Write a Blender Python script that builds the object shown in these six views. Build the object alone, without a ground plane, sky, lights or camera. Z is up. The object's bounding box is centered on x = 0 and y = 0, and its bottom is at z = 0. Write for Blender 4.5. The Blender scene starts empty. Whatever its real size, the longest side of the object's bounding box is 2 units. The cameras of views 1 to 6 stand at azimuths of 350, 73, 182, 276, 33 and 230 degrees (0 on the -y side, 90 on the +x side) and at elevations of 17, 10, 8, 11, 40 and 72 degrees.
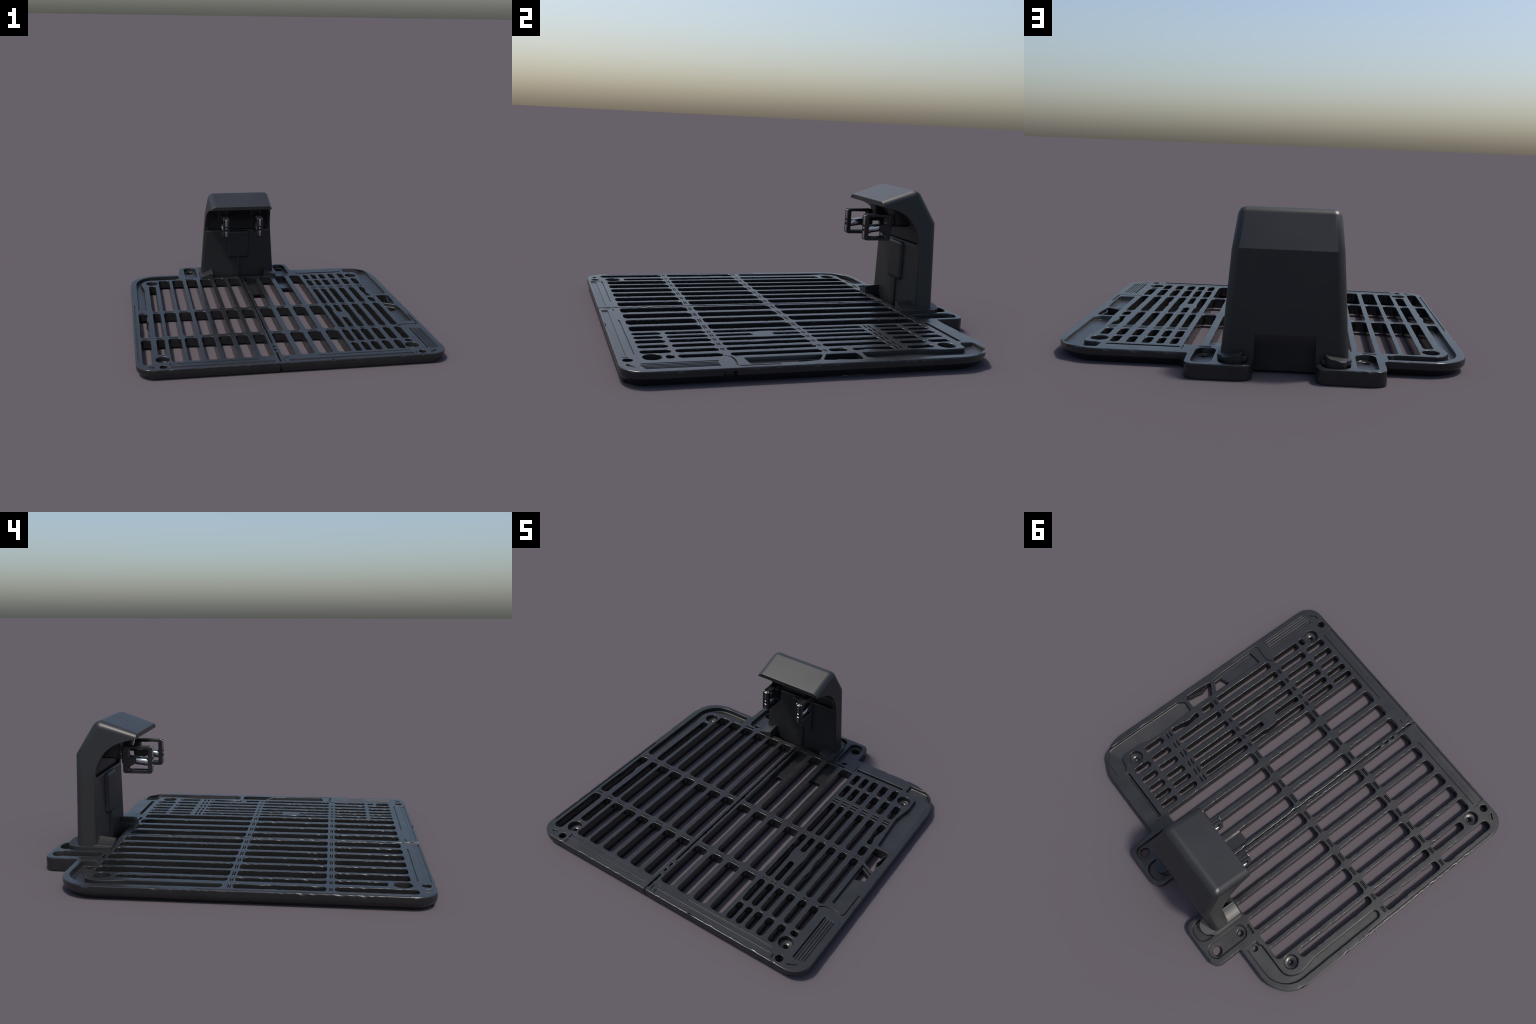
import bpy, bmesh, math, random
from math import pi, cos, sin, radians
from mathutils import Vector, noise as mnoise

random.seed(7)

# ------------------------------------------------------------------ sizes
TOP = 0.070          # walking surface of the grate
UNDER = 0.012        # underside of the grid; only the rim touches the ground
SEAM = -0.107        # joint between the two grate panels
MID = -0.1215        # centre line of the upright housing

# ------------------------------------------------------------------ materials
def new_mat(name):
    m = bpy.data.materials.new(name); m.use_nodes = True
    nt = m.node_tree
    return m, nt, nt.nodes["Principled BSDF"]

def plastic(name, lo, hi, r0, r1, scale=9.0, bump=0.05, grain=420.0, spec=0.5, edge_glint=1.0):
    m, nt, b = new_mat(name)
    tc = nt.nodes.new("ShaderNodeTexCoord")
    n = nt.nodes.new("ShaderNodeTexNoise")
    n.inputs["Scale"].default_value = scale
    n.inputs["Detail"].default_value = 5
    nt.links.new(tc.outputs["Object"], n.inputs["Vector"])
    cr = nt.nodes.new("ShaderNodeValToRGB")
    cr.color_ramp.elements[0].position = 0.32; cr.color_ramp.elements[0].color = (*lo, 1)
    cr.color_ramp.elements[1].position = 0.70; cr.color_ramp.elements[1].color = (*hi, 1)
    nt.links.new(n.outputs["Fac"], cr.inputs["Fac"])
    nt.links.new(cr.outputs["Color"], b.inputs["Base Color"])
    mr = nt.nodes.new("ShaderNodeMapRange")
    mr.inputs["From Min"].default_value = 0.3; mr.inputs["From Max"].default_value = 0.7
    mr.inputs["To Min"].default_value = r0; mr.inputs["To Max"].default_value = r1
    nt.links.new(n.outputs["Fac"], mr.inputs["Value"])
    if edge_glint < 1.0:
        # roughness lowered on convex edges to paint in their bright sun glints
        geo = nt.nodes.new("ShaderNodeNewGeometry")
        pr = nt.nodes.new("ShaderNodeMapRange")
        pr.inputs["From Min"].default_value = 0.505; pr.inputs["From Max"].default_value = 0.56
        pr.inputs["To Min"].default_value = 1.0; pr.inputs["To Max"].default_value = edge_glint
        nt.links.new(geo.outputs["Pointiness"], pr.inputs["Value"])
        mu = nt.nodes.new("ShaderNodeMath"); mu.operation = 'MULTIPLY'
        nt.links.new(mr.outputs["Result"], mu.inputs[0]); nt.links.new(pr.outputs["Result"], mu.inputs[1])
        nt.links.new(mu.outputs[0], b.inputs["Roughness"])
    else:
        nt.links.new(mr.outputs["Result"], b.inputs["Roughness"])
    g = nt.nodes.new("ShaderNodeTexNoise"); g.inputs["Scale"].default_value = grain
    nt.links.new(tc.outputs["Object"], g.inputs["Vector"])
    bp = nt.nodes.new("ShaderNodeBump"); bp.inputs["Strength"].default_value = bump
    bp.inputs["Distance"].default_value = 0.001
    nt.links.new(g.outputs["Fac"], bp.inputs["Height"])
    nt.links.new(bp.outputs["Normal"], b.inputs["Normal"])
    b.inputs["Specular IOR Level"].default_value = spec
    return m

GRATE = plastic("grate_plastic", (0.0125, 0.0126, 0.0130), (0.0155, 0.0156, 0.0160), 0.28, 0.36, bump=0.02, edge_glint=0.55)
POST = plastic("housing_plastic", (0.0135, 0.0135, 0.014), (0.016, 0.016, 0.0165), 0.40, 0.46, scale=4.0, bump=0.03)
FORK = plastic("fork_plastic", (0.010, 0.010, 0.011), (0.015, 0.015, 0.016), 0.22, 0.34, scale=30.0)
BLACK = plastic("hole_black", (0.003, 0.003, 0.003), (0.005, 0.005, 0.005), 0.6, 0.7)
def metal():
    m, nt, b = new_mat("contact_metal")
    b.inputs["Metallic"].default_value = 1.0
    tc = nt.nodes.new("ShaderNodeTexCoord")
    n = nt.nodes.new("ShaderNodeTexNoise"); n.inputs["Scale"].default_value = 60
    nt.links.new(tc.outputs["Object"], n.inputs["Vector"])
    cr = nt.nodes.new("ShaderNodeValToRGB")
    cr.color_ramp.elements[0].color = (0.42, 0.43, 0.45, 1)
    cr.color_ramp.elements[1].color = (0.72, 0.73, 0.74, 1)
    nt.links.new(n.outputs["Fac"], cr.inputs["Fac"])
    nt.links.new(cr.outputs["Color"], b.inputs["Base Color"])
    b.inputs["Roughness"].default_value = 0.22
    return m
METAL = metal()

# ------------------------------------------------------------------ object helpers
def obj_from(name, bm, mat, parent=None, smooth=True, angle=35):
    me = bpy.data.meshes.new(name)
    bmesh.ops.recalc_face_normals(bm, faces=bm.faces[:])
    if smooth:
        lim = radians(angle)
        for f in bm.faces: f.smooth = True
        for e in bm.edges:
            if len(e.link_faces) == 2:
                e.smooth = e.calc_face_angle(0) < lim
    bm.to_mesh(me); bm.free()
    me.materials.append(mat)
    o = bpy.data.objects.new(name, me)
    bpy.context.scene.collection.objects.link(o)
    if parent: o.parent = parent
    if smooth:
        w = o.modifiers.new("even_shading", 'WEIGHTED_NORMAL'); w.keep_sharp = True; w.weight = 100
    return o

# ------------------------------------------------------------------ 2D outlines
def area(l):
    return 0.5 * sum(l[i-1][0]*l[i][1] - l[i][0]*l[i-1][1] for i in range(len(l)))

def ccw(l):
    return l if area(l) > 0 else l[::-1]

def offset(l, d):
    """move a counter-clockwise outline outwards by d"""
    n = len(l); out = []
    for i in range(n):
        a, p, c = l[i-1], l[i], l[(i+1) % n]
        e1 = (p[0]-a[0], p[1]-a[1]); e2 = (c[0]-p[0], c[1]-p[1])
        L1 = math.hypot(*e1) or 1; L2 = math.hypot(*e2) or 1
        n1 = (e1[1]/L1, -e1[0]/L1); n2 = (e2[1]/L2, -e2[0]/L2)
        k = max(0.35, 1 + n1[0]*n2[0] + n1[1]*n2[1])
        out.append((p[0] + d*(n1[0]+n2[0])/k, p[1] + d*(n1[1]+n2[1])/k))
    return out

def rounded(pts, seg=6):
    """polygon of (x, y, radius) -> outline with arc corners"""
    n = len(pts); out = []
    for i in range(n):
        ax, ay, _ = pts[i-1]; px, py, r = pts[i]; cx, cy, _ = pts[(i+1) % n]
        if r <= 0: out.append((px, py)); continue
        u = Vector((ax-px, ay-py)); v = Vector((cx-px, cy-py))
        lu, lv = u.length, v.length
        u.normalize(); v.normalize()
        half = math.acos(max(-1, min(1, u.dot(v)))) / 2
        t = min(r / math.tan(half), 0.49*lu, 0.49*lv); r = t * math.tan(half)
        c = Vector((px, py)) + (u+v).normalized() * (r / math.sin(half))
        s = Vector((px, py)) + u*t - c; e = Vector((px, py)) + v*t - c
        a0 = math.atan2(s.y, s.x); da = math.atan2(e.y, e.x) - a0
        while da > pi: da -= 2*pi
        while da < -pi: da += 2*pi
        for k in range(seg+1):
            a = a0 + da*k/seg
            out.append((c.x + r*cos(a), c.y + r*sin(a)))
    return ccw(out)

def densify(l, step):
    out = []; n = len(l)
    for i in range(n):
        a, b = l[i], l[(i+1) % n]
        k = max(1, int(math.hypot(b[0]-a[0], b[1]-a[1]) / step))
        for j in range(k):
            out.append((a[0] + (b[0]-a[0])*j/k, a[1] + (b[1]-a[1])*j/k))
    return out

def wobble(l, amp, freq=28.0, nick=0.0):
    """moulding flash and wear: every outline wanders a little"""
    o = offset(l, 1.0); out = []
    for p, q in zip(l, o):
        f = mnoise.noise(Vector((p[0]*freq, p[1]*freq, 3.1)))
        g = mnoise.noise(Vector((p[0]*freq*3.3, p[1]*freq*3.3, 9.7)))
        d = amp*f + nick*max(0.0, abs(g)-0.35)
        out.append((p[0] + d*(q[0]-p[0]), p[1] + d*(q[1]-p[1])))
    return out

def rrect(x0, x1, y0, y1, r, seg=5):
    return rounded([(x0, y0, r), (x1, y0, r), (x1, y1, r), (x0, y1, r)], seg)

def circle(cx, cy, r, n=28):
    return [(cx + r*cos(2*pi*i/n), cy + r*sin(2*pi*i/n)) for i in range(n)]

def slot(cx, w, y0, y1, r, amp=0.0011, dents=()):
    l = densify(rrect(cx-w/2, cx+w/2, y0, y1, r), 0.009)
    l = wobble(l, amp, 22.0, 0.003)
    if dents:
        m = []
        for x, y in l:
            for yc, half, side, d in dents:
                if side * (x-cx) > 0:
                    x += d * math.exp(-((y-yc)/half)**2)
            m.append((x, y))
        l = m
    return l

def moved(l):
    """slot patterns sit slightly off centre, more so in the left panel"""
    d = -0.004 if l[0][0] < -0.11 else -0.001
    return [(x+d, y) for x, y in l]

def blend(a, b, ks):
    return [(p[0] + k*(q[0]-p[0]), p[1] + k*(q[1]-p[1])) for p, q, k in zip(a, b, ks)]

def glint_bevel(p, f=55.0):
    """bevel width factor, roughened by noise to shape jagged highlights; 1 = plain"""
    n = mnoise.noise(Vector((p[0]*f, p[1]*f, 1.7)))
    m = mnoise.noise(Vector((p[0]*9, p[1]*9, 5.2)))
    return min(1.75, 0.62 + 3.4*max(0.0, n-0.16)*(0.6 + max(0.0, m*1.6)) + 0.2*m)

# ------------------------------------------------------------------ plate builder
class Plate:
    """A moulded plate: an outline with through-holes and recessed pans,
    every rim rounded over, built as one closed mesh."""
    def __init__(self):
        self.bm = bmesh.new()
        self.top, self.bottom = [], []

    def ring(self, l, z):
        zs = z if isinstance(z, list) else [z]*len(l)
        return [self.bm.verts.new((x, y, h)) for (x, y), h in zip(l, zs)]

    def bridge(self, a, b):
        n = len(a)
        for i in range(n):
            j = (i+1) % n
            self.bm.faces.new((a[i], a[j], b[j], b[i]))

    def loft(self, rings):
        for a, b in zip(rings, rings[1:]): self.bridge(a, b)

    def fill(self, rings):
        es = []
        for r in rings:
            for i in range(len(r)):
                es.append(self.bm.edges.get((r[i], r[(i+1) % len(r)])) or self.bm.edges.new((r[i], r[(i+1) % len(r)])))
        res = bmesh.ops.triangle_fill(self.bm, use_beauty=True, use_dissolve=False, edges=es)
        got = 0.0
        for f in res["geom"]:
            if isinstance(f, bmesh.types.BMFace):
                a, b, c = [v.co for v in f.verts]
                got += abs((b.x-a.x)*(c.y-a.y) - (c.x-a.x)*(b.y-a.y)) / 2
        areas = [abs(area([(v.co.x, v.co.y) for v in r])) for r in rings]
        want = 2*max(areas) - sum(areas)
        if abs(got-want) > 0.001: print("FILL", round(got, 4), round(want, 4))

    def outline(self, l, lower, b=0.007):
        """lower: function (loop) -> list of (loop, z) down to the foot"""
        ks = [glint_bevel(p, 42.0) for p in l]
        def at(f): return blend(l, offset(l, -b), [f*k for k in ks])
        def down(f): return [TOP - b*f*k for k in ks]
        rings = [self.ring(at(1.0), TOP), self.ring(at(0.60), down(0.12)), self.ring(at(0.24), down(0.45)), self.ring(l, down(1.1))]
        for ll, z in lower(l): rings.append(self.ring(ll, z))
        self.loft(rings)
        self.top.append(rings[0]); self.bottom.append(rings[-1])

    def rim(self, l, z, b):
        if b < 0.003: ks = [1.0]*len(l)
        else: ks = [glint_bevel(p) for p in l]
        def at(f): return blend(l, offset(l, b), [f*k for k in ks])
        def down(f): return [z - b*f*k for k in ks]
        return [self.ring(at(1.0), z), self.ring(at(0.60), down(0.12)), self.ring(at(0.24), down(0.45)), self.ring(l, down(1.1))]

    def hole(self, l, b=0.0040, draft=0.0015, level=TOP, sink=None, deep=None):
        """deep: (y0, y1) of a slot whose long flanks reach lower than its ends"""
        l = moved(l)
        r = self.rim(l, level, b)
        if deep:
            end = [1.0 if min(y-deep[0], deep[1]-y) < 0.020 else 0.0 for x, y in l]
            r.append(self.ring(blend(l, offset(l, -0.0035), [1-e for e in end]), [0.004 + (UNDER-0.004)*e for e in end]))
        else:
            r.append(self.ring(offset(l, -draft), UNDER))
        self.loft(r)
        (sink if sink is not None else self.top).append(r[0])
        self.bottom.append(r[-1])

    def slot(self, cx, w, y0, y1, r, amp=0.0011, dents=()):
        self.hole(slot(cx, w, y0, y1, r, amp, dents), deep=(y0, y1))

    def pan(self, l, floor, b=0.0040, draft=0.003, inner=None, level=TOP, sink=None):
        """inner: callable adding holes to the floor; gets the list the floor is filled from"""
        l = moved(l)
        r = self.rim(l, level, b)
        fl = [floor(x, y) if callable(floor) else floor for x, y in l]
        f = 0.20*(level-min(fl))
        r.append(self.ring(offset(l, -draft), [h + f*0.3 for h in fl]))
        r.append(self.ring(offset(l, -draft-f*0.4), fl))
        self.loft(r)
        (sink if sink is not None else self.top).append(r[0])
        rings = [r[-1]]
        if inner: inner(rings)
        self.fill(rings)

    def groove(self, x0, x1, y0, y1, depth=0.006, r=0.003, b=0.0015):
        self.pan(densify(rrect(x0, x1, y0, y1, r, 2), 0.05), TOP-depth, b=b, draft=0.0008)

    def boss(self, cx, cy, r=0.044):
        """countersunk screw seat"""
        def seat(rings):
            rr = self.ring(moved(circle(cx, cy, 0.024)), 0.036)
            # dished seat around the screw hole
            rings.append(rr)
            r2 = self.ring(moved(circle(cx, cy, 0.014)), 0.030)
            r3 = self.ring(moved(circle(cx, cy, 0.012)), UNDER)
            self.loft([rr, r2, r3]); self.bottom.append(r3)
        self.pan(circle(cx, cy, r), 0.036, inner=seat)

    def finish(self, name, parent):
        self.fill(self.top)
        # the underside is filled flat, then its corners go back to their own heights
        keep = [(v, v.co.z) for r in self.bottom for v in r]
        for v, z in keep: v.co.z = 0.0
        self.fill(self.bottom)
        for v, z in keep: v.co.z = z
        return obj_from(name, self.bm, GRATE, parent, angle=32)

station = bpy.data.objects.new("charging_station", None)
bpy.context.scene.collection.objects.link(station)
station["label"] = "black plastic mower charging station with slotted base and upright post"
station["category"] = "charging station"

# rows of slots, front to back
FRONT = (-0.886, -0.523); MIDDLE = (-0.484, -0.046); BACK = (-0.008, 0.670)

def lower_edge(inset=0.026):
    def f(l):
        return [(l, 0.036), (offset(l, -0.004), 0.030), (offset(l, -inset), 0.006), (offset(l, -inset-0.006), 0.0)]
    return f


def rim_tuck(p):
    """the rim tucks under more at the sides and most round the rear corners"""
    if p[1] < -0.93 and abs(p[0]) < 0.93: return 0.5
    return 1.0 + 0.1*max(0.0, min(1.0, (p[1]-0.2)/0.3))
# ---- left panel
def left_panel():
    P = Plate()
    e = SEAM - 0.005
    out = rounded([(-1.0, -0.999, 0.11), (e, -0.999, 0.004), (e, 0.709, 0.004), (-0.335, 0.709, 0.01), (-0.335, 0.800, 0.01), (-0.268, 0.800, 0.01),
                   (-0.268, 0.999, 0.055), (-0.590, 0.999, 0.055), (-0.590, 0.811, 0.012), (-1.0, 0.811, 0.262)], 8)
    out = wobble(densify(out, 0.012), 0.0008, 18.0, 0.003)
    def low(l):
        # outer rim tucks in below; the joint and the rear lugs stay upright
        def tuck(p, q, keep):
            if p[1] < -0.99 and p[0] > e-0.02: return (p[0], p[1]+keep)
            return p if (p[0] > -0.60 and p[1] > 0.69) or p[0] > e-0.02 else (p[0] + keep*(q[0]-p[0]), p[1] + keep*(q[1]-p[1]))
        o = offset(l, -1.0)
        def ins(d):
            return [tuck(p, q, d*rim_tuck(p)) for p, q in zip(l, o)]
        foot = [ins(0.028), ins(0.034)]
        return [(l, 0.040), (ins(0.004), 0.032), (foot[0], 0.004), (foot[1], 0.0), (offset(foot[1], -0.003), 0.0), (offset(foot[1], -0.004), UNDER)]
    P.outline(out, low)
    wide = [-0.170, -0.284, -0.398, -0.512, -0.624, -0.732]
    for x in wide:
        for y0, y1 in (FRONT, MIDDLE, BACK):
            P.slot(x, 0.083, y0, y1, 0.022)
    P.slot(-0.826, 0.052, -0.775, FRONT[1], 0.018)
    P.slot(-0.826, 0.052, *MIDDLE, 0.018)
    P.slot(-0.829, 0.050, BACK[0], 0.545, 0.020)
    P.slot(-0.922, 0.062, -0.912, FRONT[1], 0.026)
    P.slot(-0.922, 0.064, *MIDDLE, 0.024, 0.002,
                dents=((-0.30, 0.05, 1, -0.005), (-0.16, 0.05, 1, -0.010), (-0.42, 0.04, 1, -0.006), (-0.24, 0.05, -1, 0.004)))
    for x in wide + [-0.826, -0.922]:
        w = 0.058 if x > -0.8 else 0.042
        for y in (-0.5055, -0.029):
            for g in (-0.005, 0.005): P.groove(x-w/2-0.006, x+w/2-0.006, y+g-0.0028, y+g+0.0028, 0.012, 0.002, 0.001)
    P.boss(-0.829, -0.846); P.boss(-0.829, 0.614)
    P.hole(circle(-0.830, -0.954, 0.023))
    P.pan(rounded([(-0.882, -0.975, 0.004), (-0.884, -0.940, 0.004), (-0.930, -0.948, 0.004)], 3), 0.060, b=0.002)
    # front strip
    P.pan(densify(rrect(-0.783, -0.135, -0.986, -0.953, 0.004, 2), 0.04), 0.0645, b=0.002, draft=0.001)
    P.groove(-0.790, -0.783+0.001, -0.945, -0.920+0.012, 0.007)
    P.groove(-0.770, -0.231, -0.922, -0.915, 0.006)
    # rim line on the side
    P.groove(-0.982, -0.974, -0.87, 0.13, 0.006)
    # L-shaped pan round the rear corner
    pan = rounded([(-0.606, 0.705, 0.006), (-0.606, 0.781, 0.006), (-0.951, 0.781, 0.185), (-0.951, 0.006, 0.026),
                   (-0.894, 0.006, 0.026), (-0.893, 0.480, 0.08), (-0.915, 0.610, 0.07), (-0.880, 0.692, 0.07),
                   (-0.640, 0.692, 0.03), (-0.630, 0.705, 0.01)], 6)
    def drain(rings):
        P.hole(circle(-0.632, 0.737, 0.018, 20), b=0.002, level=0.038, sink=rings)
    P.pan(wobble(densify(pan, 0.03), 0.001, 15), 0.038, inner=drain)
    lug(P, -1)
    P.groove(-0.556, -0.489, 0.684, 0.698, 0.03, 0.004)
    return P.finish("grate_panel", station)

# ---- rear lugs with screw pans (mirrored about the housing)
def lug(P, side):
    m = lambda x: MID + side * x
    def X(a, b): return (min(m(a), m(b)), max(m(a), m(b)))
    x0, x1 = X(0.330, 0.428)
    cx = m(0.382)
    def holes(rings):
        P.hole(circle(cx, 0.926, 0.031, 28), b=0.003, level=0.040, sink=rings)
        P.hole(circle(cx, 0.752, 0.018, 20), b=0.010, level=0.040, sink=rings)
    P.pan(rrect(x0, x1, 0.712, 0.975, 0.044, 6), 0.040, inner=holes)
    x0, x1 = X(0.168, 0.300)
    P.pan(rrect(x0, x1, 0.845, 0.980, 0.055, 6), 0.034, draft=0.001)

# ---- right panel
NARROW = [0.430, 0.496, 0.565, 0.643, 0.724, 0.806]
def right_panel():
    P = Plate()
    e = SEAM + 0.004
    out = rounded([(e, -0.999, 0.004), (1.0, -0.999, 0.11), (1.0, 0.819, 0.236), (0.336, 0.819, 0.012),
                   (0.330, 0.999, 0.055), (0.020, 0.999, 0.055), (0.020, 0.800, 0.01), (0.085, 0.800, 0.01), (0.085, 0.712, 0.01), (e, 0.712, 0.004)], 8)
    # extra points so that the cable notch in the rim has clean sides
    out = wobble(densify(out, 0.012), 0.0008, 18.0, 0.003)
    NY = (-0.555, -0.510)
    def low(l):
        o = offset(l, -1.0)
        def ins(d, notch):
            r = []
            for p, q in zip(l, o):
                k = d*rim_tuck(p)
                if p[1] < -0.99 and p[0] < e+0.02:
                    r.append((p[0], p[1]+k)); continue
                if (-0.2 < p[0] < 0.36 and p[1] > 0.69) or p[0] < e+0.02: k = 0.0
                if p[0] > 0.98 and NY[0] < p[1] < NY[1]: k = max(k, notch)
                r.append((p[0] + k*(q[0]-p[0]), p[1] + k*(q[1]-p[1])))
            return r
        return [(ins(0, 0), 0.056), (ins(0, 0.022), 0.054), (ins(0, 0.022), 0.038), (ins(0.004, 0.022), 0.032), (ins(0.028, 0.030), 0.004), (ins(0.034, 0.034), 0.0),
                (offset(ins(0.034, 0.034), -0.003), 0.0), (offset(ins(0.034, 0.034), -0.004), UNDER)]
    P.outline(out, low)
    wide = [-0.036, 0.089, 0.212, 0.337]
    for i, x in enumerate(wide):
        for y0, y1 in (FRONT, MIDDLE):
            P.slot(x, 0.087, y0, y1, 0.022)
    P.slot(0.089, 0.085, *BACK, 0.022); P.slot(0.337, 0.085, *BACK, 0.022)
    P.slot(0.212, 0.085, *BACK, 0.022); P.slot(-0.036, 0.087, *BACK, 0.022)
    # narrow slots
    for i, x in enumerate(NARROW):
        w = 0.040 if i < 2 else 0.046
        if i < 5: P.slot(x, w, FRONT[0], -0.746, 0.019)
        else: P.slot(x, 0.046, -0.781, -0.744, 0.016)
        P.slot(x, w, -0.725, FRONT[1], 0.019)
        if i == 1:
            P.slot(x, 0.034, MIDDLE[0], -0.295, 0.016)
            P.slot(x, 0.034, -0.190, MIDDLE[1], 0.016)
        else:
            d = ()
            if i == 0: d = ((-0.235, 0.04, 1, -0.006), (-0.19, 0.02, 1, -0.005), (-0.15, 0.015, -1, 0.004))
            if i == 2: d = ((-0.245, 0.06, -1, 0.005),)
            if i == 3: d = ((-0.31, 0.03, -1, 0.005), (-0.22, 0.03, -1, -0.003))
            P.slot(x, w, *MIDDLE, 0.019, dents=d)
        if i == 5:
            P.slot(x, 0.042, BACK[0], 0.082, 0.018)
            P.slot(x, 0.042, 0.113, 0.322, 0.018, 0.002, dents=((0.19, 0.05, 1, -0.016), (0.15, 0.04, -1, 0.006)))
        else:
            P.slot(x, w-0.003, BACK[0], 0.322, 0.019)
        P.slot(x, w-0.002, 0.401, 0.538, 0.019)
        if i < 5: P.slot(x, w-0.003, 0.559, 0.674, 0.018)
    for x in wide + NARROW:
        w = 0.062 if x < 0.4 else 0.036
        for y in (-0.5055, -0.029):
            if x > 0.8 and y < -0.5: continue      # the curved channel starts here
            for g in (-0.005, 0.005): P.groove(x-w/2, x+w/2, y+g-0.0028, y+g+0.0028, 0.012, 0.002, 0.001)
    for x in NARROW:
        for y in (0.342, 0.366):
            P.groove(x-0.022, x+0.024, y-0.006, y+0.006, 0.022, 0.003)
    P.boss(0.801, -0.842); P.boss(0.807, 0.613)
    P.hole(circle(0.830, -0.953, 0.023))
    # front strip
    P.pan(densify(rrect(-0.050, 0.770, -0.986, -0.953, 0.004, 2), 0.04), 0.0645, b=0.002, draft=0.001)
    P.groove(0.785, 0.792, -0.975, -0.945, 0.007)
    P.groove(0.155, 0.757, -0.920, -0.913, 0.006)
    P.groove(-0.083, -0.076, -0.975, -0.932, 0.006)
    P.groove(-0.072, -0.040, -0.927, -0.920, 0.006)
    # crescent beside the corner
    P.pan(rounded([(0.872, -0.962, 0.004), (0.905, -0.968, 0.01), (0.945, -0.925, 0.004), (0.925, -0.935, 0.01)], 3), 0.061, b=0.002)
    # ribbed grip pad
    P.groove(0.884, 0.893, -0.905, -0.560, 0.014, 0.003)
    for x in (0.908, 0.925, 0.942, 0.957):
        P.groove(x-0.005, x+0.004, -0.912+(x-0.9)*0.3, -0.566, 0.006, 0.003, 0.0028)
    # curved channel in front of the small pan
    ch = [(0.816, -0.517), (0.842, -0.492), (0.880, -0.487), (0.920, -0.490), (0.958, -0.496), (0.972, -0.478), (0.972, -0.30)]
    ln = densify(ch + ch[::-1], 0.5)
    left = []; right = []
    for i, p in enumerate(ch):
        a = ch[max(0, i-1)]; c = ch[min(len(ch)-1, i+1)]
        d = Vector((c[0]-a[0], c[1]-a[1])).normalized() * 0.0045
        left.append((p[0]-d.y, p[1]+d.x)); right.append((p[0]+d.y, p[1]-d.x))
    P.pan(ccw(left + right[::-1]), 0.061, b=0.0015, draft=0.0008)
    # small pan running into an opening, latch opening beside it
    def gap(rings):
        P.hole(rounded([(0.873, -0.079, 0.004), (0.873, -0.188, 0.004), (0.905, -0.176, 0.012), (0.936, -0.164, 0.005), (0.936, -0.118, 0.006)], 3), b=0.002, level=0.048, sink=rings)
    P.pan(rounded([(0.865, -0.062, 0.004), (0.865, -0.442, 0.006), (0.957, -0.432, 0.008), (0.955, -0.185, 0.03), (0.944, -0.107, 0.008)], 4), 0.048, inner=gap)
    P.hole(rounded([(0.864, 0.108, 0.006), (0.864, -0.044, 0.006), (0.945, -0.088, 0.006), (0.956, 0.0, 0.03), (0.957, 0.100, 0.008), (0.93, 0.110, 0.01)], 4))
    # long pan round the rear corner
    pan = rounded([(0.779, 0.779, 0.008), (0.775, 0.715, 0.008), (0.800, 0.695, 0.02), (0.868, 0.690, 0.07), (0.872, 0.560, 0.06),
                   (0.846, 0.420, 0.06), (0.862, 0.135, 0.008), (0.930, 0.133, 0.008), (0.959, 0.170, 0.02), (0.961, 0.780, 0.19)], 6)
    # its floor climbs towards the outer rim
    P.pan(wobble(densify(pan, 0.03), 0.001, 15), lambda x, y: 0.043 + 0.009*max(0.0, min(1.0, max(x-0.87, y-0.69)/0.09)))
    # rear slit and its ridge
    P.groove(0.388, 0.748, 0.708, 0.728, 0.040, 0.006, 0.003)
    P.groove(0.372, 0.378, 0.686, 0.758, 0.005, 0.002)
    lug(P, 1)
    P.groove(0.239, 0.300, 0.684, 0.698, 0.03, 0.004)
    return P.finish("grate_panel", station)

lp = left_panel()
rp = right_panel()

# ------------------------------------------------------------------ small solids
def box(bm, x0, x1, y0, y1, z0, z1, bev=0.0, seg=3):
    r = bmesh.ops.create_cube(bm, size=1.0)
    for v in r["verts"]:
        v.co = Vector((x0 + (v.co.x+0.5)*(x1-x0), y0 + (v.co.y+0.5)*(y1-y0), z0 + (v.co.z+0.5)*(z1-z0)))
    if bev:
        es = list({e for v in r["verts"] for e in v.link_edges})
        bmesh.ops.bevel(bm, geom=es, offset=bev, segments=seg, profile=0.5, affect='EDGES')

def cyl(bm, p, q, r, n=16, r2=None):
    p, q = Vector(p), Vector(q); d = q-p
    rot = d.to_track_quat('Z', 'Y').to_matrix().to_4x4()
    rot.translation = (p+q)/2
    bmesh.ops.create_cone(bm, cap_ends=True, segments=n, radius1=r, radius2=r if r2 is None else r2, depth=d.length, matrix=rot)

def prism_x(bm, prof, hw, cx=MID):
    """profile in (y, z), half width a number or a function of (y, z)"""
    h = hw if callable(hw) else (lambda y, z: hw)
    L = [bm.verts.new((cx-h(y, z), y, z)) for y, z in prof]
    R = [bm.verts.new((cx+h(y, z), y, z)) for y, z in prof]
    n = len(prof)
    bm.faces.new(L); bm.faces.new(R[::-1])
    for i in range(n):
        j = (i+1) % n
        bm.faces.new((L[i], R[i], R[j], L[j]))
    return L, R

def prism_z(bm, loop, z0, z1):
    A = [bm.verts.new((x, y, z0)) for x, y in loop]
    ztop = z1 if callable(z1) else (lambda x, y: z1)
    B = [bm.verts.new((x, y, ztop(x, y))) for x, y in loop]
    bm.faces.new(A[::-1]); bm.faces.new(B)
    n = len(loop)
    for i in range(n):
        j = (i+1) % n
        bm.faces.new((A[i], A[j], B[j], B[i]))
    return A, B

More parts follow.
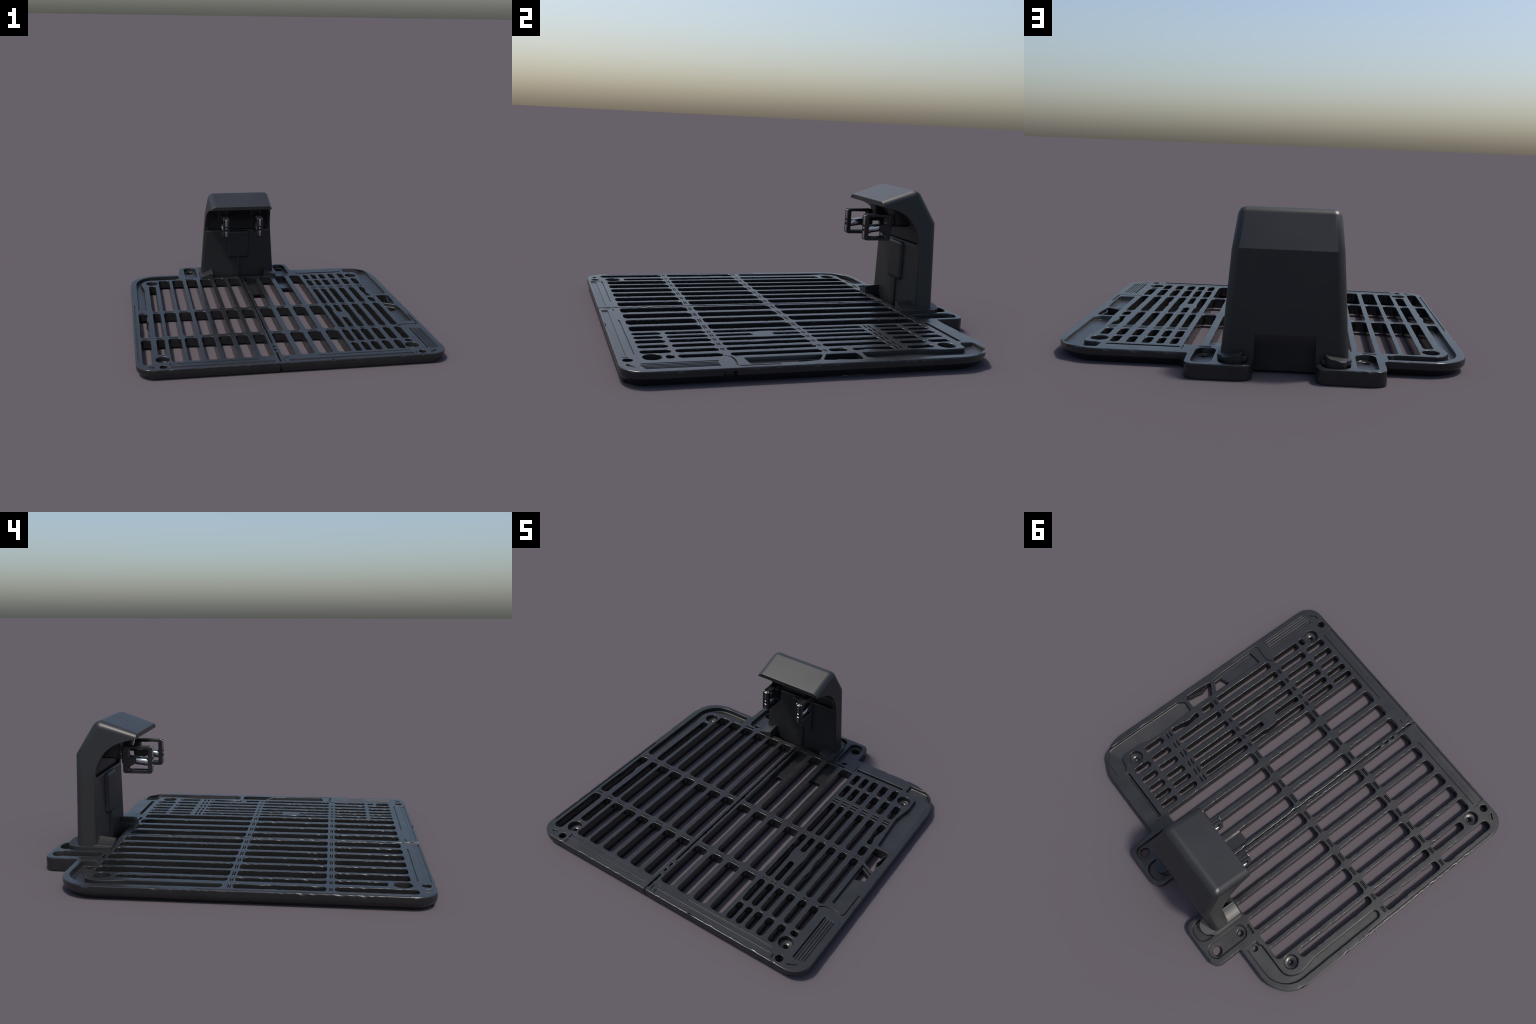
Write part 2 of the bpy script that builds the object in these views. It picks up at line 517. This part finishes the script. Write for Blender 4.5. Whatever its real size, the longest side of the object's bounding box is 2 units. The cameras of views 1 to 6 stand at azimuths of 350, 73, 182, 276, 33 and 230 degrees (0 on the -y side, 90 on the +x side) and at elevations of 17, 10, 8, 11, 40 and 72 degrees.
# ------------------------------------------------------------------ upright housing
def half_width(y, z):
    w = 0.299 - 0.0735*(z-0.07)
    if y < 0.75 and z > 0.6: w -= 0.060*(0.75-y)
    if z > 0.581: w -= 0.03*(z-0.581)
    return w

ARCH = [(0.546, 0.671), (0.575, 0.6650), (0.605, 0.658), (0.630, 0.651), (0.654, 0.641), (0.676, 0.629), (0.697, 0.614),
        (0.714, 0.598), (0.729, 0.579), (0.742, 0.558), (0.753, 0.536), (0.761, 0.514), (0.767, 0.490), (0.771, 0.462)]
def housing():
    bm = bmesh.new()
    prof = [(0.879, 0.012), (0.879, 0.583), (0.766, 0.776), (0.545, 0.6975)] + ARCH + [(0.778, 0.018)]
    L, R = prism_x(bm, prof, half_width)
    E = lambda a, b: bm.edges.get((a, b))
    es = [E(L[2], R[2]), E(L[3], R[3]), E(L[4], R[4])]
    for S in (L, R):
        es += [E(S[0], S[1]), E(S[1], S[2]), E(S[2], S[3]), E(S[3], S[4])]
    top = [e for e in es if e]
    bmesh.ops.bevel(bm, geom=top[0:1] + [E(L[2], L[3]), E(R[2], R[3]), E(L[1], L[2]), E(R[1], R[2]), E(L[0], L[1]), E(R[0], R[1])],
                    offset=0.040, segments=7, profile=0.5, affect='EDGES')
    # lip
    bm.normal_update()
    face = [f for f in bm.faces if abs(f.normal.y) > 0.9 and f.calc_center_median().y < 0.56 and f.calc_center_median().z > 0.65]
    lip = list({e for f in face for e in f.edges})
    bmesh.ops.bevel(bm, geom=lip, offset=0.0100, segments=4, profile=0.5, affect='EDGES', clamp_overlap=True)
    o = obj_from("post_housing", bm, POST, station)
    cutters = []
    def cut(fn):
        b = bmesh.new(); fn(b)
        c = obj_from("cutter", b, POST, None, smooth=False); cutters.append(c)
        m = o.modifiers.new("cut", 'BOOLEAN'); m.operation = 'DIFFERENCE'; m.object = c; m.solver = 'EXACT'
    # hollow under the cap, above the front cover
    cut(lambda b: prism_x(b, [(0.50, 0.462), (0.786, 0.462), (0.782, 0.510), (0.768, 0.545), (0.742, 0.578), (0.716, 0.597), (0.50, 0.597)],
                          lambda y, z: half_width(0.8, z) - 0.027))
    # shadow joint between cover and hollow
    cut(lambda b: prism_x(b, [(0.70, 0.455), (0.800, 0.455), (0.800, 0.4625), (0.70, 0.4625)], lambda y, z: 0.238))
    # cable entry at the rear foot
    cut(lambda b: prism_x(b, [(1.0, -0.1), (0.800, -0.1), (0.800, 0.012), (0.845, 0.014), (0.847, 0.050), (0.851, 0.080), (0.857, 0.108), (0.865, 0.135), (0.872, 0.158), (0.8775, 0.183), (0.882, 0.215), (1.0, 0.40)], 0.142, -0.123))
    # indicator hole
    o.modifiers.remove(o.modifiers[0])
    bpy.context.view_layer.objects.active = o
    dg = bpy.context.evaluated_depsgraph_get()
    me = bpy.data.meshes.new_from_object(o.evaluated_get(dg))
    o.modifiers.clear(); old = o.data; o.data = me; me.name = "post_housing"
    for c in cutters: bpy.data.objects.remove(c)
    b = bmesh.new(); b.from_mesh(me)
    bmesh.ops.remove_doubles(b, verts=b.verts[:], dist=0.0003)
    lim = radians(30)
    for f in b.faces: f.smooth = True
    for e in b.edges:
        e.smooth = len(e.link_faces) == 2 and e.calc_face_angle(0) < lim
    b.to_mesh(me); b.free()
    w = o.modifiers.new('even_shading', 'WEIGHTED_NORMAL'); w.keep_sharp = True; w.weight = 100
    return o
post = housing()

# front cover: one slab, box and conduit swelling out of it
def cover():
    bm = bmesh.new()
    hw0, hw1 = half_width(0.7, 0.060)-0.003, half_width(0.7, 0.454)-0.003
    f = [bm.verts.new(p) for p in ((MID-hw0, 0.768, 0.016), (MID+hw0, 0.768, 0.016), (MID+hw1, 0.768, 0.454), (MID-hw1, 0.768, 0.454))]
    k = [bm.verts.new((v.co.x, 0.80, v.co.z)) for v in f]
    bm.faces.new(f); bm.faces.new(k[::-1])
    for i in range(4):
        j = (i+1) % 4; bm.faces.new((f[i], k[i], k[j], f[j]))
    bmesh.ops.bevel(bm, geom=[bm.edges.get((f[i], f[(i+1) % 4])) for i in range(4)], offset=0.014, segments=5, profile=0.5, affect='EDGES')
    return obj_from("front_cover", bm, POST, post)
cover()
bm = bmesh.new(); box(bm, -0.207, -0.030, 0.750, 0.79, 0.216, 0.447, 0.018, 4)
obj_from("charger_box", bm, POST, post, angle=50)
bm = bmesh.new(); box(bm, -0.132, -0.098, 0.757, 0.79, 0.030, 0.228, 0.011, 4)
obj_from("cable_conduit", bm, POST, post, angle=50)

# flange round the foot
def flange(side):
    bm = bmesh.new()
    m = lambda x: MID + side*x
    l = rounded([(m(0.208), 0.683, 0.006), (m(0.311), 0.683, 0.008), (m(0.311), 0.905, 0.04), (m(0.165), 0.905, 0.03), (m(0.165), 0.82, 0.004), (m(0.208), 0.81, 0.004)], 4)
    A, B = prism_z(bm, l, 0.060, 0.088)
    es = [bm.edges.get((B[i-1], B[i])) for i in range(len(B))]
    bmesh.ops.bevel(bm, geom=es, offset=0.004, segments=2, profile=0.5, affect='EDGES')
    return obj_from("foot_flange", bm, POST, post)
for s in (-1, 1): flange(s)

# ramps at the front of the foot and plugs behind it
def ramp(side):
    """saddle shaped heel: low outside, rising towards the middle"""
    bm = bmesh.new()
    n = 8; prof = [(0.296, 0.070), (0.296, 0.092)]
    for i in range(1, n+1):
        t = i/n; prof.append((0.296 - 0.083*t, 0.092 + 0.038*t**1.7))
    prof.append((0.213, 0.070))
    A = [bm.verts.new((MID + side*x, 0.678, z - 0.35*max(0, z-0.092))) for x, z in prof]
    B = [bm.verts.new((MID + side*x, 0.785, z)) for x, z in prof]
    bm.faces.new(A); bm.faces.new(B[::-1])
    for i in range(len(prof)):
        j = (i+1) % len(prof); bm.faces.new((A[i], A[j], B[j], B[i]))
    es = [bm.edges.get((A[i], A[i+1])) for i in range(1, n+1)] + [bm.edges.get((A[1], B[1])), bm.edges.get((A[n+1], B[n+1]))]
    bmesh.ops.bevel(bm, geom=es, offset=0.005, segments=3, profile=0.5, affect='EDGES')
    return obj_from("foot_ramp", bm, POST, post)
def plug(side):
    bm = bmesh.new()
    inner, outer = MID+side*0.186, MID+side*0.290
    x0, x1 = min(inner, outer), max(inner, outer)
    l = densify(rounded([(x0, 0.85, 0), (x1, 0.85, 0), (x1, 0.930, 0.045), (x0, 0.930, 0.045)], 8), 0.02)
    def z(x, y):
        t = (side*(x-MID)-0.186)/0.104
        return 0.120 - 0.028*min(1, max(0, t)) - 0.012*max(0, (y-0.87)/0.06)
    A, B = prism_z(bm, l, 0.02, z)
    es = [bm.edges.get((B[i-1], B[i])) for i in range(len(B))]
    bmesh.ops.bevel(bm, geom=es, offset=0.004, segments=2, profile=0.5, affect='EDGES')
    return obj_from("foot_plug", bm, POST, post)
for s in (-1, 1):
    ramp(s); plug(s)

# fork carrier blocks hanging from the cap
def carrier(cx):
    bm = bmesh.new()
    b = bmesh.ops.create_cube(bm, size=1.0)
    for v in b["verts"]:
        low = v.co.z < 0; rear = v.co.y > 0
        hx = 0.034 if low else 0.055
        v.co = Vector((cx + (hx if v.co.x > 0 else -hx), 0.800 if rear else (0.668 if low else 0.640), 0.556 if low else 0.695))
    bmesh.ops.bevel(bm, geom=bm.edges[:], offset=0.008, segments=3, profile=0.5, affect='EDGES')
    return obj_from("fork_carrier", bm, POST, post, angle=50)

# contact forks
def ring_plate(bm, outer, holes, x0, x1, b=0.003):
    """flat plate in the y-z plane with openings, rims rounded"""
    tops = []; bots = []
    def V(l, x): return [bm.verts.new((x, p[0], p[1])) for p in l]
    def loft(rs):
        for a, c in zip(rs, rs[1:]):
            for i in range(len(a)):
                j = (i+1) % len(a); bm.faces.new((a[i], a[j], c[j], c[i]))
    for l, s in [(outer, -1)] + [(h, 1) for h in holes]:
        rs = [V(offset(l, s*b), x0), V(l, x0+b), V(l, x1-b), V(offset(l, s*b), x1)]
        loft(rs); tops.append(rs[0]); bots.append(rs[-1])
    for rs in (tops, bots):
        es = []
        for r in rs:
            for i in range(len(r)): es.append(bm.edges.get((r[i], r[(i+1) % len(r)])))
        bmesh.ops.triangle_fill(bm, use_beauty=True, use_dissolve=False, edges=es)

def fork(cx):
    root = bpy.data.objects.new("contact_fork", None)
    bpy.context.scene.collection.objects.link(root); root.parent = station
    outer = rounded([(0.481, 0.467, 0.013), (0.644, 0.467, 0.013), (0.644, 0.618, 0.013), (0.481, 0.618, 0.013)], 4)
    h1 = rounded([(0.504, 0.602, 0.006), (0.504, 0.550, 0.006), (0.580, 0.559, 0.006), (0.613, 0.563, 0.006), (0.613, 0.601, 0.006)], 3)
    h2 = rounded([(0.504, 0.487, 0.006), (0.504, 0.511, 0.006), (0.575, 0.521, 0.008), (0.614, 0.500, 0.004), (0.614, 0.487, 0.004)], 3)
    for s in (-1, 1):
        bm = bmesh.new()
        ring_plate(bm, densify(outer, 0.03), [h1, h2], cx + s*0.017 - 0.0065, cx + s*0.017 + 0.0065)
        obj_from("fork_frame", bm, FORK, root)
    bm = bmesh.new()
    ring_plate(bm, offset(densify(outer, 0.03), -0.004), [offset(h1, 0.003), offset(h2, 0.003)], cx-0.0105, cx+0.0105)
    obj_from("fork_core", bm, FORK, root)
    # sprung metal contact bowed out through the frame, and its strip along the front
    bm = bmesh.new()
    n = 10; pts = []
    for i in range(n+1):
        t = i/n
        pts.append((0.497 + 0.083*t, 0.531 + 0.012*t, 0.020 + 0.011*sin(pi*t)**0.6 if 0 < t < 1 else 0.016))
    for s in (-1, 1):
        prev = None
        for y, z, h in pts:
            ring = [bm.verts.new((cx + s*(h*k), y, z+dz)) for k, dz in ((0.2, -0.017), (0.8, -0.017), (1.0, -0.008), (1.0, 0.008), (0.8, 0.017), (0.2, 0.017))]
            if prev:
                for i in range(6):
                    j = (i+1) % 6; bm.faces.new((prev[i], prev[j], ring[j], ring[i]))
            else: bm.faces.new(ring)
            prev = ring
        bm.faces.new(prev[::-1])
    obj_from("contact_spring", bm, METAL, root, angle=60)
    bm = bmesh.new()
    box(bm, cx-0.009, cx+0.009, 0.480, 0.486, 0.555, 0.610, 0.002, 2)
    box(bm, cx-0.009, cx+0.009, 0.480, 0.486, 0.474, 0.515, 0.002, 2)
    box(bm, cx-0.007, cx+0.007, 0.479, 0.486, 0.530, 0.542, 0.002, 2)
    obj_from("contact_strip", bm, METAL, root, angle=60)
    bm = bmesh.new(); cyl(bm, (cx, 0.640, 0.553), (cx, 0.79, 0.556), 0.010)
    box(bm, cx-0.012, cx+0.012, 0.638, 0.652, 0.520, 0.590, 0.003, 2)
    obj_from("fork_pin", bm, FORK, root)
for s in (-1, 1):
    carrier(MID + s*0.130 - 0.005); fork(MID + s*0.1325 + 0.001)

# housing details: indicator hole, rear pip, pin holes at the ends of the cap lip
bm = bmesh.new(); cyl(bm, (MID, 0.757, 0.578), (MID, 0.775, 0.570), 0.009)
obj_from("indicator_hole", bm, BLACK, post)
bm = bmesh.new(); bmesh.ops.create_uvsphere(bm, u_segments=14, v_segments=8, radius=0.008)
for v in bm.verts: v.co = Vector((MID + v.co.x, 0.879 + v.co.y*0.3, 0.535 + v.co.z))
obj_from("rear_pip", bm, POST, post, angle=80)
for s in (-1, 1):
    for dx, y, z in ((0.0, 0.5465, 0.686), (0.011, 0.553, 0.684), (0.016, 0.563, 0.684)):
        bm = bmesh.new(); bmesh.ops.create_uvsphere(bm, u_segments=10, v_segments=6, radius=0.0045)
        for v in bm.verts: v.co += Vector((MID + s*(0.214+dx), y, z))
        obj_from("pin_hole", bm, BLACK, post, angle=80)

# tongue closing the joint from below
bm = bmesh.new()
box(bm, SEAM-0.0105, SEAM+0.0095, -0.975, 0.69, 0.014, 0.036)
box(bm, SEAM-0.0105, SEAM+0.0095, -0.9955, -0.965, 0.040, 0.064)
obj_from("joint_tongue", bm, GRATE, lp)
# latch bits at the joint and in the side opening, all moulded with the panels
bm = bmesh.new()
for y0, y1, dx in ((-0.845, -0.815, 0.004), (-0.790, -0.765, -0.002), (-0.735, -0.700, 0.003)):
    box(bm, SEAM+dx-0.013, SEAM+dx+0.013, y0, y1, 0.045, 0.0725, 0.003, 2)
obj_from("joint_latch", bm, GRATE, lp)
bm = bmesh.new()
pts = [(0.950, 0.097), (0.938, 0.07), (0.934, 0.03), (0.926, 0.0), (0.934, -0.03), (0.945, -0.055)]
prev = None
for i, (x, y) in enumerate(pts):
    ring = [bm.verts.new((x+dx, y, z)) for dx, z in ((-0.003, 0.020), (0.003, 0.020), (0.003, 0.062), (-0.003, 0.062))]
    if prev:
        for k in range(4):
            j = (k+1) % 4; bm.faces.new((prev[k], prev[j], ring[j], ring[k]))
    else: bm.faces.new(ring)
    prev = ring
bm.faces.new(prev[::-1])
obj_from("latch_strip", bm, GRATE, rp)
# floors closing the rear end of two slots, in front of the housing
for x, w, y0 in ((0.212, 0.085, 0.472), (-0.036, 0.087, 0.368)):
    bm = bmesh.new()
    box(bm, x-w/2-0.006, x+w/2+0.006, y0, 0.69, 0.016, 0.034, 0.004, 2)
    obj_from("slot_floor", bm, GRATE, rp)
# low rail and cable along the joint, under the housing front
bm = bmesh.new()
box(bm, -0.0865, -0.062, 0.0, 0.385, 0.014, 0.028, 0.004, 2)
obj_from("cable_rail", bm, GRATE, rp)
